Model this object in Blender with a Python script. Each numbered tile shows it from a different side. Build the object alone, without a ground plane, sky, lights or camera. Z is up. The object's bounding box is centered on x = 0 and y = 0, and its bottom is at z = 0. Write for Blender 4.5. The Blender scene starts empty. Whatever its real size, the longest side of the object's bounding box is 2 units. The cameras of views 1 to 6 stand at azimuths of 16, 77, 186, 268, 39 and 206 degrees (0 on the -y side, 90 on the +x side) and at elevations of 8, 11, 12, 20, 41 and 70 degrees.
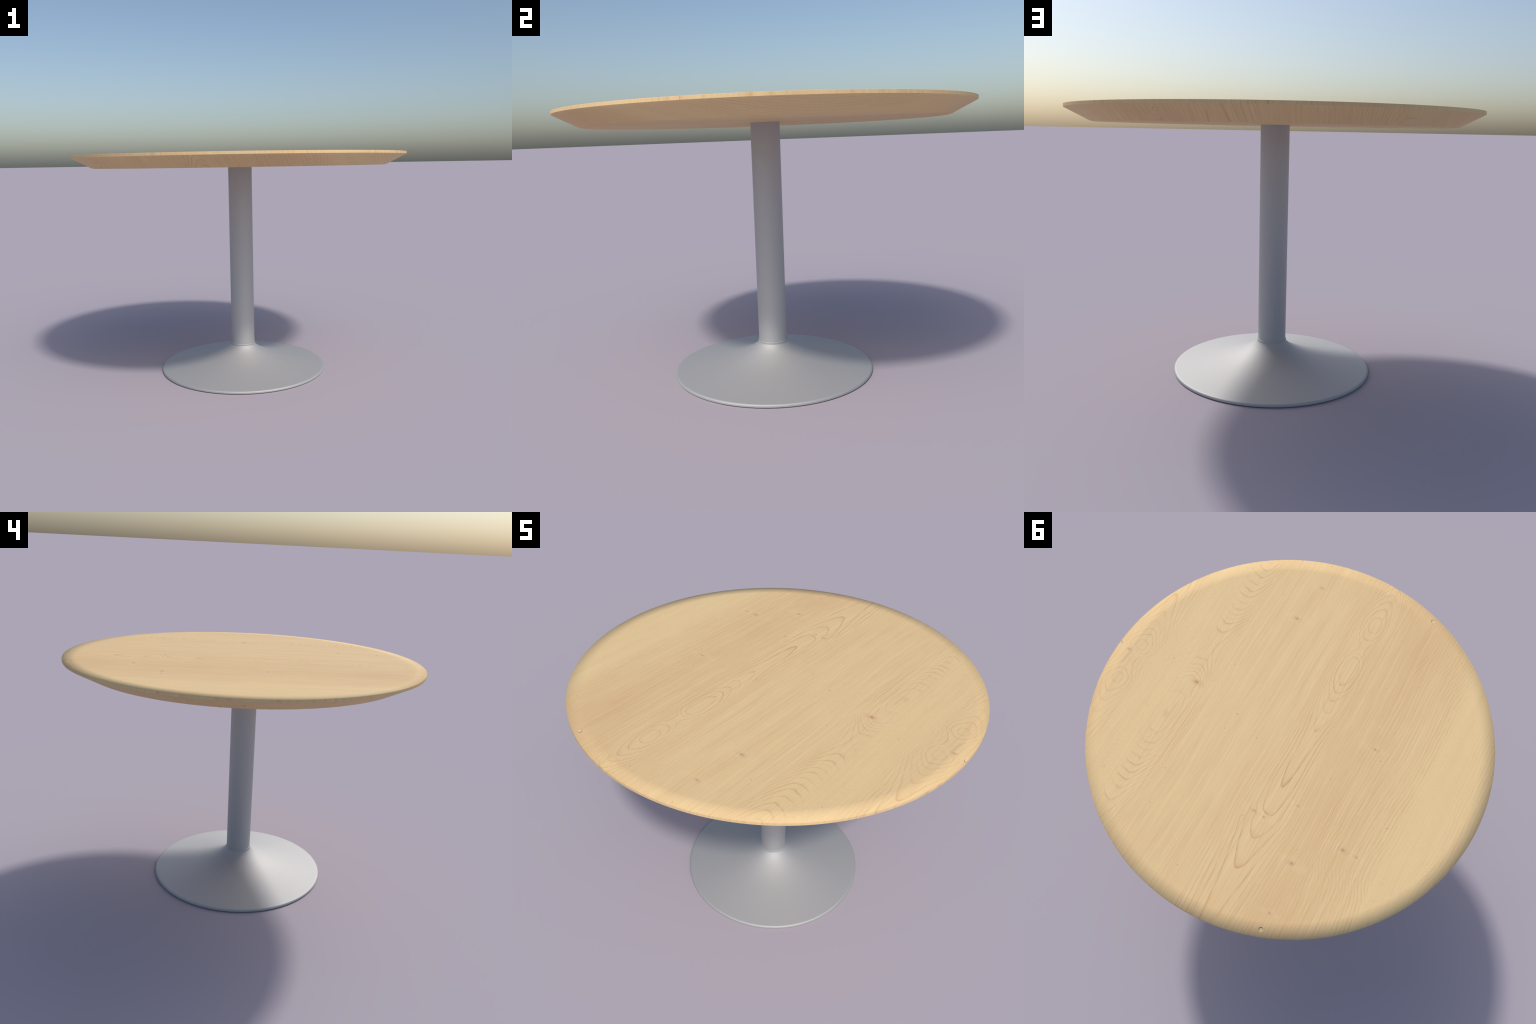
"""Round pedestal table: maple top with a deep under-chamfer, satin grey metal column
and trumpet-shaped disc base.  Every part is a lathe profile turned round the z axis."""
import bpy
import math
from mathutils import Vector

SEGMENTS = 288

# ----------------------------------------------------------------------------- geometry
def tilt(deg):
    """Profile normal: 0 = straight up, 90 = outward, 180 = straight down."""
    return (math.sin(math.radians(deg)), math.cos(math.radians(deg)))


def lathe(name, profile, materials, parent):
    """Turn a profile round z.  profile: rows (radius, z, normal tilt, material slot of the
    band that follows).  A row repeated at the same place makes a hard edge."""
    verts, normals, faces, slots = [], [], [], []
    rows = []
    for k, (r, z, deg, slot) in enumerate(profile):
        nr, nz = tilt(deg)
        hard = k > 0 and abs(profile[k - 1][0] - r) < 1e-9 and abs(profile[k - 1][1] - z) < 1e-9
        if r < 1e-6:
            verts.append((0, 0, z))
            idx = [len(verts) - 1] * SEGMENTS
        elif hard:
            idx = rows[-1][0]
        else:
            idx = []
            for s in range(SEGMENTS):
                a = math.tau * s / SEGMENTS
                verts.append((r * math.cos(a), r * math.sin(a), z))
                idx.append(len(verts) - 1)
        rows.append((idx, nr, nz, slot, hard))
    corner = []
    for (ia, nra, nza, slot, _), (ib, nrb, nzb, _, hard) in zip(rows, rows[1:]):
        if hard:
            continue
        for s in range(SEGMENTS):
            t = (s + 1) % SEGMENTS
            a0, a1 = math.tau * s / SEGMENTS, math.tau * (s + 1) / SEGMENTS
            n = lambda q, nr, nz: (nr * math.cos(q), nr * math.sin(q), nz)
            mid = (a0 + a1) / 2
            if ia[s] == ia[t]:
                face, ns = (ia[s], ib[s], ib[t]), (n(mid, nra, nza), n(a0, nrb, nzb), n(a1, nrb, nzb))
            elif ib[s] == ib[t]:
                face, ns = (ia[s], ib[s], ia[t]), (n(a0, nra, nza), n(mid, nrb, nzb), n(a1, nra, nza))
            else:
                face = (ia[s], ib[s], ib[t], ia[t])
                ns = (n(a0, nra, nza), n(a0, nrb, nzb), n(a1, nrb, nzb), n(a1, nra, nza))
            faces.append(face)
            corner.extend(ns)
            slots.append(slot)
    me = bpy.data.meshes.new(name)
    me.from_pydata(verts, [], faces)
    me.polygons.foreach_set("material_index", slots)
    me.polygons.foreach_set("use_smooth", [True] * len(faces))
    for m in materials:
        me.materials.append(m)
    me.normals_split_custom_set([Vector(c).normalized() for c in corner])
    me.update()
    ob = bpy.data.objects.new(name, me)
    bpy.context.scene.collection.objects.link(ob)
    ob.parent = parent
    return ob


# ----------------------------------------------------------------------------- node helper
class Net:
    def __init__(self, material):
        material.use_nodes = True
        self.tree = material.node_tree
        self.tree.nodes.clear()

    def node(self, kind, **props):
        nd = self.tree.nodes.new(kind)
        for k, v in props.items():
            setattr(nd, k, v)
        return nd

    def put(self, socket, value):
        if isinstance(value, Val):
            value = value.s
        if isinstance(value, bpy.types.NodeSocket):
            self.tree.links.new(value, socket)
        else:
            socket.default_value = value

    def math(self, op, *args, clamp=False):
        nd = self.node("ShaderNodeMath", operation=op, use_clamp=clamp)
        for k, a in enumerate(args):
            self.put(nd.inputs[k], a)
        return Val(self, nd.outputs[0])

    def vector(self, x, y, z=0.0):
        nd = self.node("ShaderNodeCombineXYZ")
        for k, a in enumerate((x, y, z)):
            self.put(nd.inputs[k], a)
        return nd.outputs[0]

    def noise(self, x, y, z=0.0, detail=2.0, rough=0.5, distort=0.0):
        nd = self.node("ShaderNodeTexNoise")
        self.put(nd.inputs["Vector"], self.vector(x, y, z))
        self.put(nd.inputs["Scale"], 1.0)
        self.put(nd.inputs["Detail"], detail)
        self.put(nd.inputs["Roughness"], rough)
        self.put(nd.inputs["Distortion"], distort)
        return Val(self, nd.outputs[0])

    def curve(self, x, pts, xlo, xhi, ylo, yhi):
        """Smooth hand-placed profile curve through pts = [(x, y), ...]."""
        nd = self.node("ShaderNodeFloatCurve")
        c = nd.mapping.curves[0]
        pts = [((a - xlo) / (xhi - xlo), (b - ylo) / (yhi - ylo)) for a, b in pts]
        while len(c.points) < len(pts):
            c.points.new(0.5, 0.5)
        for p, q in zip(c.points, pts):
            p.location = q
            p.handle_type = "AUTO_CLAMPED"
        nd.mapping.update()
        self.put(nd.inputs["Value"], (x - xlo) * (1.0 / (xhi - xlo)))
        return Val(self, nd.outputs[0]) * (yhi - ylo) + ylo

    def ramp(self, x, lo, hi):
        nd = self.node("ShaderNodeMapRange", interpolation_type="SMOOTHSTEP")
        self.put(nd.inputs[0], x)
        nd.inputs[1].default_value, nd.inputs[2].default_value = (lo, hi) if lo < hi else (hi, lo)
        nd.inputs[3].default_value, nd.inputs[4].default_value = (0, 1) if lo < hi else (1, 0)
        return Val(self, nd.outputs[0])

    def mix(self, fac, a, b):
        nd = self.node("ShaderNodeMix", data_type="RGBA")
        self.put(nd.inputs[0], fac)
        self.put(nd.inputs[6], a)
        self.put(nd.inputs[7], b)
        return nd.outputs[2]

    def white(self, x):
        nd = self.node("ShaderNodeTexWhiteNoise", noise_dimensions="1D")
        self.put(nd.inputs["W"], x)
        return Val(self, nd.outputs["Value"])


class Val:
    def __init__(self, net, s):
        self.n, self.s = net, s

    def __add__(self, o): return self.n.math("ADD", self, o)
    __radd__ = __add__
    def __mul__(self, o): return self.n.math("MULTIPLY", self, o)
    __rmul__ = __mul__
    def __sub__(self, o): return self.n.math("SUBTRACT", self, o)
    def __rsub__(self, o): return self.n.math("SUBTRACT", o, self)
    def __truediv__(self, o): return self.n.math("DIVIDE", self, o)
    def __neg__(self): return self * -1.0
    def __abs__(self): return self.n.math("ABSOLUTE", self)
    def pow(self, p): return self.n.math("POWER", self, p)
    def sqrt(self): return self.n.math("SQRT", self)
    def exp(self): return self.n.math("EXPONENT", self)
    def sin(self): return self.n.math("SINE", self)
    def floor(self): return self.n.math("FLOOR", self)
    def fract(self): return self.n.math("FRACT", self)
    def max(self, o): return self.n.math("MAXIMUM", self, o)
    def min(self, o): return self.n.math("MINIMUM", self, o)
    def clamp(self): return self.n.math("ADD", self, 0.0, clamp=True)


def srgb(r, g, b):
    f = lambda c: (c / 255 / 12.92) if c / 255 <= 0.04045 else ((c / 255 + 0.055) / 1.055) ** 2.4
    return (f(r), f(g), f(b), 1.0)


# ----------------------------------------------------------------------------- maple
WOOD_PALE = (0.792, 0.584, 0.306, 1)
WOOD_TAN = (0.685, 0.464, 0.240, 1)
WOOD_LINE = (0.530, 0.275, 0.130, 1)
WOOD_KNOT = (0.440, 0.185, 0.085, 1)
WOOD_LIGHT = (0.84, 0.66, 0.40, 1)

# knots: x, y, size
KNOTS = [(0.271, -0.567, 1.0), (0.244, -0.799, 0.7), (-0.412, -0.102, 0.8), (-0.496, 0.416, 1.0),
         (-0.566, 0.416, 0.5), (-0.321, 0.583, 1.0), (0.536, 0.007, 1.3), (-0.339, 0.825, 0.6),
         (-0.101, 0.455, 0.6), (-0.048, 0.450, 0.7), (0.935, 0.015, 0.8), (-0.630, 0.225, 0.4),
         (-0.217, 0.330, 0.5), (0.27, 0.06, 0.35), (-0.36, -0.22, 0.3), (-0.46, -0.06, 0.35)]
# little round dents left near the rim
DENTS = [(-0.360, -0.902), (-0.340, 0.904), (0.996, 0.003)]


def maple(name, mirror):
    """Plain-sawn maple veneer whose grain runs along y.  Growth rings are the contour lines of
    ridge-shaped height fields; mirror = -1 turns the figure over for the underside."""
    mat = bpy.data.materials.new(name)
    n = Net(mat)
    co = n.node("ShaderNodeTexCoord")
    sep = n.node("ShaderNodeSeparateXYZ")
    n.put(sep.inputs[0], co.outputs["Object"])
    x0, y0 = Val(n, sep.outputs[0]) * mirror, Val(n, sep.outputs[1]) + 0.0

    # grain wander: slow drift plus a finer shake
    x = x0 + (n.noise(x0 * 3.0, y0 * 1.6, 3.1, 2.0) - 0.5) * 0.040
    xs = x + 0.0
    x = x + (n.noise(x0 * 22.0, y0 * 9.0, 9.4, 2.0) - 0.5) * 0.0075
    y = y0 + (n.noise(x0 * 16.0, y0 * 7.0, 17.0, 2.0) - 0.5) * 0.040

    # each knot pulls the grain sideways and leaves a dark eye with a light flare across the grain
    eye, flare, feather = None, None, None
    for kx, ky, size in KNOTS:
        dx, dy = x0 - kx, y0 - ky
        near = (-(dx * dx * (1 / (0.075 * size) ** 2) + dy * dy * (1 / (0.045 * size) ** 2))).exp()
        y = y + near * (0.05 * size)
        spot = (-(dx * dx * (1 / (0.0095 * size) ** 2) + dy * dy * (1 / (0.0062 * size) ** 2))).exp() * min(1.0, 0.55 + 0.35 * size)
        halo = (-(dx * dx * (1 / (0.070 * size) ** 2) + dy * dy * (1 / (0.022 * size) ** 2))).exp()
        soft = (-(dx * dx * (1 / (0.036 * size) ** 2) + dy * dy * (1 / (0.016 * size) ** 2))).exp()
        feather = soft if feather is None else feather.max(soft)
        eye = spot if eye is None else eye.max(spot)
        flare = halo if flare is None else flare.max(halo)

    def ridge(d, s, c):
        return ((d * d + c * c).sqrt() - c) * s

    # heart figure down the middle
    g_mid = n.curve(y, [(-1.1, -6), (-0.93, -2.6), (-0.849, -1.0), (-0.787, 0.0), (-0.73, 0.6), (-0.67, 0.0),
                        (-0.62, -1.0), (-0.57, -1.7), (-0.519, 0.0), (-0.43, 0.75), (-0.331, 0.0), (-0.282, -1.0),
                        (-0.222, -2.0), (-0.146, -3.0), (-0.04, -4.0), (0.295, -5.0), (0.468, -6.0), (0.567, -7.0),
                        (0.733, -8.0), (0.86, -8.45), (1.1, -8.85)], -1.1, 1.1, -10, 2)
    h_mid = g_mid - ridge(x0 * 0.4 + x * 0.6 + 0.107, 1.0, 0.150) * n.curve(y, [(-1.1, 170), (-0.1, 170), (0.3, 110), (0.6, 80), (1.1, 75)], -1.1, 1.1, 0, 200)
    # a second, wider heart figure near the +x rim
    g_rim = n.curve(y, [(-1.1, -9), (-0.7, -7), (-0.42, -5.2), (-0.262, -4.0), (-0.20, -3.0), (-0.15, -2.0),
                        (-0.11, -1.0), (-0.074, 0.0), (-0.03, 0.5), (0.014, 0.0), (0.065, -1.6), (0.117, -1.0),
                        (0.15, 0.0), (0.18, 0.35), (0.21, 0.0), (0.267, -1.0), (0.4, -3.0), (0.7, -5.0), (1.1, -8)],
                    -1.1, 1.1, -10, 2)
    h_rim = g_rim - ridge(x - 0.897, 72.0, 0.075)
    # half arches that peel off the straight grain, twice along the board
    g_arc = n.curve(y, [(-1.1, -8.0), (-0.65, 0.0), (-0.46, 4.2), (-0.28, 8.4), (-0.20, 8.9), (-0.10, 7.6), (0.0, 5.0), (0.10, 3.0),
                        (0.19, 2.0), (0.30, 2.6), (0.50, 6.3), (0.69, 10.5), (0.82, 12.0), (1.1, 14.0)], -1.1, 1.1, -10, 16)
    d_arc = 0.568 - x
    h_arc = g_arc + ridge(d_arc.max(d_arc * 0.55), 92.0, 0.080)
    # quarter-sawn side
    h_side = (x + 0.3 + n.curve(y, [(-1.1, 0.055), (-0.75, 0.05), (-0.5, 0.0), (-0.1, -0.01), (0.25, -0.02), (0.45, -0.045),
                                     (0.6, 0.0), (1.1, 0.06)], -1.1, 1.1, -0.2, 0.2)) * 58.0

    def rings(h, sharp):
        f = h.fract()
        strength = n.white(h.floor() * 1.37 + 4.7) * 0.55 + 0.45
        return ((1.0 - f).pow(sharp * 3.2) * 1.1 + (1.0 - f).pow(sharp) * 0.45) * n.ramp(f, 0.0, 0.06) * strength

    z_rim, z_arc = n.ramp(x0, 0.70, 0.76), n.ramp(x0, 0.13, 0.19)
    z_side = n.ramp(x0, -0.33, -0.37)
    z_mid = (1.0 - z_arc) * (1.0 - z_side)
    line = rings(h_mid, 5.5) * z_mid + rings(h_arc, 5.5) * (z_arc - z_rim) + rings(h_rim, 5.5) * z_rim + rings(h_side + (n.noise(x0 * 2.0, y0 * 2.5, 21.0, 2.0) - 0.5) * 3.0, 4.0) * z_side
    amount = n.curve(x0, [(-1.0, 0.40), (-0.88, 0.35), (-0.80, 0.10), (-0.70, 0.10), (-0.665, 0.60), (-0.58, 0.50), (-0.45, 0.40),
                          (-0.3, 0.45), (-0.22, 0.6), (-0.1, 1.0), (0.0, 0.7), (0.1, 0.35), (0.3, 0.32), (0.42, 0.5),
                          (0.5, 0.75), (0.58, 0.85), (0.605, 0.65), (0.65, 0.10), (0.75, 0.10), (0.80, 0.42), (0.9, 0.66), (1.0, 0.42)],
                     -1.0, 1.0, 0, 1)
    # the board is almost plain where one set of arches has run out and the next begins
    gap = (-((y0 - 0.17) * (y0 - 0.17)) * (1 / 0.085 ** 2)).exp() + (-((y0 + 0.20) * (y0 + 0.20)) * (1 / 0.05 ** 2)).exp()
    amount = amount * (1.0 - gap * n.ramp(x0, 0.545, 0.575) * (1.0 - z_rim) * 0.95)
    line = line * amount * (n.noise(x0 * 5.0, y0 * 4.0, 30.0, 2.0) * 1.4 + 0.15) * (n.ramp(n.noise(x0 * 45.0, y0 * 16.0, 33.0, 2.0), 0.30, 0.58) * 0.65 + 0.35)

    # straight streaks, silky fibre and the faint flecks that cross the grain
    broad = n.noise(x * 13.0, y0 * 0.7, 40.0, 3.0, 0.6)
    streak = n.noise(xs * 120.0, y0 * 1.1, 50.0, 3.0, 0.7)
    fibre = n.noise(xs * 340.0, y0 * 6.0, 60.0, 2.0, 0.6)
    fleck = n.noise(x0 * 34.0, y0 * 300.0, 70.0, 2.0, 0.6)
    mottle = n.noise(x0 * 9.0, y0 * 5.0, 80.0, 3.0, 0.55)
    pores = n.noise(x0 * 260.0, y0 * 210.0, 90.0, 1.0, 0.5)
    plain = n.curve(x0, [(-1.0, 0.5), (-0.8, 1.0), (-0.7, 0.9), (-0.6, 0.35), (0.0, 0.3), (0.4, 0.4), (0.6, 0.7), (0.7, 1.0),
                         (0.8, 0.6), (1.0, 0.3)], -1.0, 1.0, 0, 1)
    tone = n.curve(x0, [(-1.0, 0.25), (-0.85, 0.12), (-0.7, 0.14), (-0.6, 0.40), (-0.45, 0.58), (-0.35, 0.64), (-0.25, 0.54),
                        (-0.1, 0.42), (0.0, 0.38), (0.15, 0.36), (0.3, 0.30), (0.5, 0.34), (0.7, 0.26), (0.9, 0.40), (1.0, 0.5)],
                   -1.0, 1.0, 0, 1)
    # warmer patches: far ends of the brown streak
    for px, py, sx, sy, w in ((-0.40, -0.70, 0.11, 0.22, 0.26), (-0.33, 0.84, 0.14, 0.12, 0.22), (0.25, -0.72, 0.05, 0.14, 0.20)):
        dx, dy = (x0 - px) * (1 / sx), (y0 - py) * (1 / sy)
        tone = tone + (-(dx * dx + dy * dy)).exp() * w
    straight = 1.15 - plain * 0.75
    tone = tone + (broad - 0.5) * 0.6 + ((streak - 0.5) * 2.0 + (fibre - 0.5) * 1.3) * straight + (mottle - 0.5) * 0.35
    tone = tone + (fleck - 0.5) * 1.1 * plain + (pores - 0.5) * 0.55

    colour = n.mix(tone.clamp(), WOOD_PALE, WOOD_TAN)
    colour = n.mix((flare * 0.7 * n.noise(x0 * 60, y0 * 40, 5.0)).clamp(), colour, WOOD_LIGHT)
    colour = n.mix((line * 1.4).clamp(), colour, WOOD_LINE)
    colour = n.mix((feather * 0.65 * n.ramp(fibre, 0.35, 0.65)).clamp(), colour, WOOD_LINE)
    colour = n.mix((eye * 0.62).clamp(), colour, WOOD_KNOT)
    # hair-fine brown vessel lines along the grain, short flecks across the plain board
    hair = n.ramp(n.noise(xs * 200.0, y0 * 1.5, 110.0, 2.0, 0.6), 0.54, 0.74) * straight * (n.noise(x0 * 8.0, y0 * 3.0, 120.0, 2.0) * 1.4)
    colour = n.mix((hair * 0.36).clamp(), colour, WOOD_LINE)
    dash = n.ramp(n.noise(x0 * 48.0, y0 * 330.0, 130.0, 1.0, 0.5), 0.60, 0.78) * plain * n.ramp(mottle, 0.40, 0.62)
    colour = n.mix((dash * 0.28).clamp(), colour, WOOD_LINE)
    # pin specks
    vor = n.node("ShaderNodeTexVoronoi", voronoi_dimensions="2D", feature="F1")
    n.put(vor.inputs["Vector"], n.vector(x0 * 7.0, y0 * 5.0))
    n.put(vor.inputs["Scale"], 1.0)
    sepc = n.node("ShaderNodeSeparateColor")
    n.put(sepc.inputs[0], vor.outputs["Color"])
    speck = n.ramp(Val(n, vor.outputs["Distance"]), 0.027, 0.010) * n.ramp(Val(n, sepc.outputs[0]), 0.6, 0.85)
    colour = n.mix(speck * 0.45, colour, WOOD_KNOT)

    # dents near the rim: bump for relief, plus a paler tint in each bowl
    bowl = None
    for dx_, dy_ in DENTS:
        ex, ey = x0 - dx_, y0 - dy_
        d = (ex * ex + ey * ey).sqrt()
        b = n.ramp(d, 0.0105, 0.006)
        bowl = b if bowl is None else bowl + b
    bowl = bowl * n.ramp((x0 * x0 + y0 * y0).sqrt(), 0.9995, 0.9975)
    height = bowl * -0.0035
    bump = n.node("ShaderNodeBump")
    bump.inputs["Strength"].default_value = 1.0
    bump.inputs["Distance"].default_value = 1.0
    n.put(bump.inputs["Height"], height)
    colour = n.mix(bowl * 0.5, colour, WOOD_LIGHT)

    bsdf = n.node("ShaderNodeBsdfPrincipled")
    n.put(bsdf.inputs["Base Color"], colour)
    bsdf.inputs["Roughness"].default_value = 0.6
    bsdf.inputs["Specular IOR Level"].default_value = 0.12
    n.put(bsdf.inputs["Normal"], bump.outputs[0])
    out = n.node("ShaderNodeOutputMaterial")
    n.put(out.inputs[0], bsdf.outputs[0])
    return mat


def metal(name, colour, rough, metallic):
    mat = bpy.data.materials.new(name)
    n = Net(mat)
    co = n.node("ShaderNodeTexCoord")
    nz = n.node("ShaderNodeTexNoise")
    n.put(nz.inputs["Vector"], co.outputs["Object"])
    nz.inputs["Scale"].default_value = 900.0
    nz.inputs["Detail"].default_value = 1.0
    grain = Val(n, nz.outputs[0])
    c = n.mix((grain - 0.5) * 0.10 + 0.5, [v * 0.985 for v in colour[:3]] + [1], [min(1, v * 1.015) for v in colour[:3]] + [1])
    bsdf = n.node("ShaderNodeBsdfPrincipled")
    n.put(bsdf.inputs["Base Color"], c)
    bsdf.inputs["Metallic"].default_value = metallic
    bsdf.inputs["Roughness"].default_value = rough
    out = n.node("ShaderNodeOutputMaterial")
    n.put(out.inputs[0], bsdf.outputs[0])
    return mat


# ----------------------------------------------------------------------------- build
table = bpy.data.objects.new("pedestal_table", None)
bpy.context.scene.collection.objects.link(table)
table["label"] = "round maple table on a satin grey trumpet pedestal"
table["category"] = "table"

wood_top = maple("maple_top", 1.0)
wood_under = maple("maple_underside", -1.0)
steel = metal("satin_grey_metal", (0.505, 0.507, 0.507, 1), 0.70, 0.62)

# tabletop: nearly flat face whose rim is eased over, thin upright edge, long under-chamfer
top = [(0.0, 1.3480, 0, 0), (0.46, 1.3480, 0, 0), (0.930, 1.3480, 0, 0)]
for k in range(1, 9):
    q = k / 8
    top.append((0.930 + 0.0688 * q, 1.3480 - 0.0007 * q * q, 45 * q, 0))
top += [(0.9997, 1.3467, 72, 0), (1.0, 1.3458, 90, 0), (1.0, 1.3336, 90, 0),
        (1.0, 1.3336, 128, 1), (0.986, 1.3264, 146, 1), (0.966, 1.3162, 153, 1), (0.890, 1.2773, 153, 1),
        (0.881, 1.2744, 161, 1), (0.871, 1.2733, 171, 1), (0.855, 1.2731, 180, 1), (0.4, 1.2731, 180, 1), (0.0, 1.2731, 180, 1)]
lathe("tabletop", top, [wood_top, wood_under], table)

# column
col = [(0.0, 1.2729, 0, 0), (0.0727, 1.2729, 0, 0), (0.0727, 1.2729, 90, 0), (0.0727, 0.7, 90, 0), (0.0727, 0.130, 90, 0),
       (0.0727, 0.130, 180, 0), (0.0, 0.130, 180, 0)]
lathe("column", col, [steel], table)

# base: collar lip, concave flare, rolled rim
SLOPE = [(0.0762, 56), (0.083, 46), (0.0985, 36.5), (0.12, 29.5), (0.155, 24.3), (0.2, 18.8), (0.25, 14.8), (0.3, 12.1), (0.4, 9.2), (0.505, 7.4)]


def slope(r):
    for (ra, da), (rb, db) in zip(SLOPE, SLOPE[1:]):
        if r <= rb:
            return da + (db - da) * max(0.0, r - ra) / (rb - ra)
    return SLOPE[-1][1]


flare, r, z, step = [(0.506, 0.0139)], 0.506, 0.0139, 0.0004
while r > 0.0762 + 1e-6:
    h = min(step, r - 0.0762)
    z += math.tan(math.radians(slope(r - h / 2))) * h
    r -= h
    if r < flare[-1][0] * 0.955 or r <= 0.0762 + 1e-6:
        flare.append((r, z))
flare.reverse()
base = [(0.0600, 0.1590, 0, 0), (0.0735, 0.1590, 0, 0), (0.0748, 0.1584, 25, 0), (0.0758, 0.1572, 60, 0), (0.0766, 0.1555, 90, 0),
        (0.0763, flare[0][1] + 0.0035, 96, 0), (0.0752, flare[0][1] + 0.0006, 112, 0), (0.0752, flare[0][1] + 0.0006, 60, 0)]
base += [(r, z, slope(r), 0) for r, z in flare]
base += [(0.5108, 0.0131, 24, 0), (0.5147, 0.0114, 48, 0), (0.5171, 0.0088, 74, 0), (0.5180, 0.0060, 90, 0), (0.5180, 0.0022, 92, 0),
         (0.5165, 0.0006, 130, 0), (0.5120, 0.0, 165, 0), (0.5120, 0.0, 180, 0), (0.0, 0.0, 180, 0)]
lathe("base", base, [steel], table)
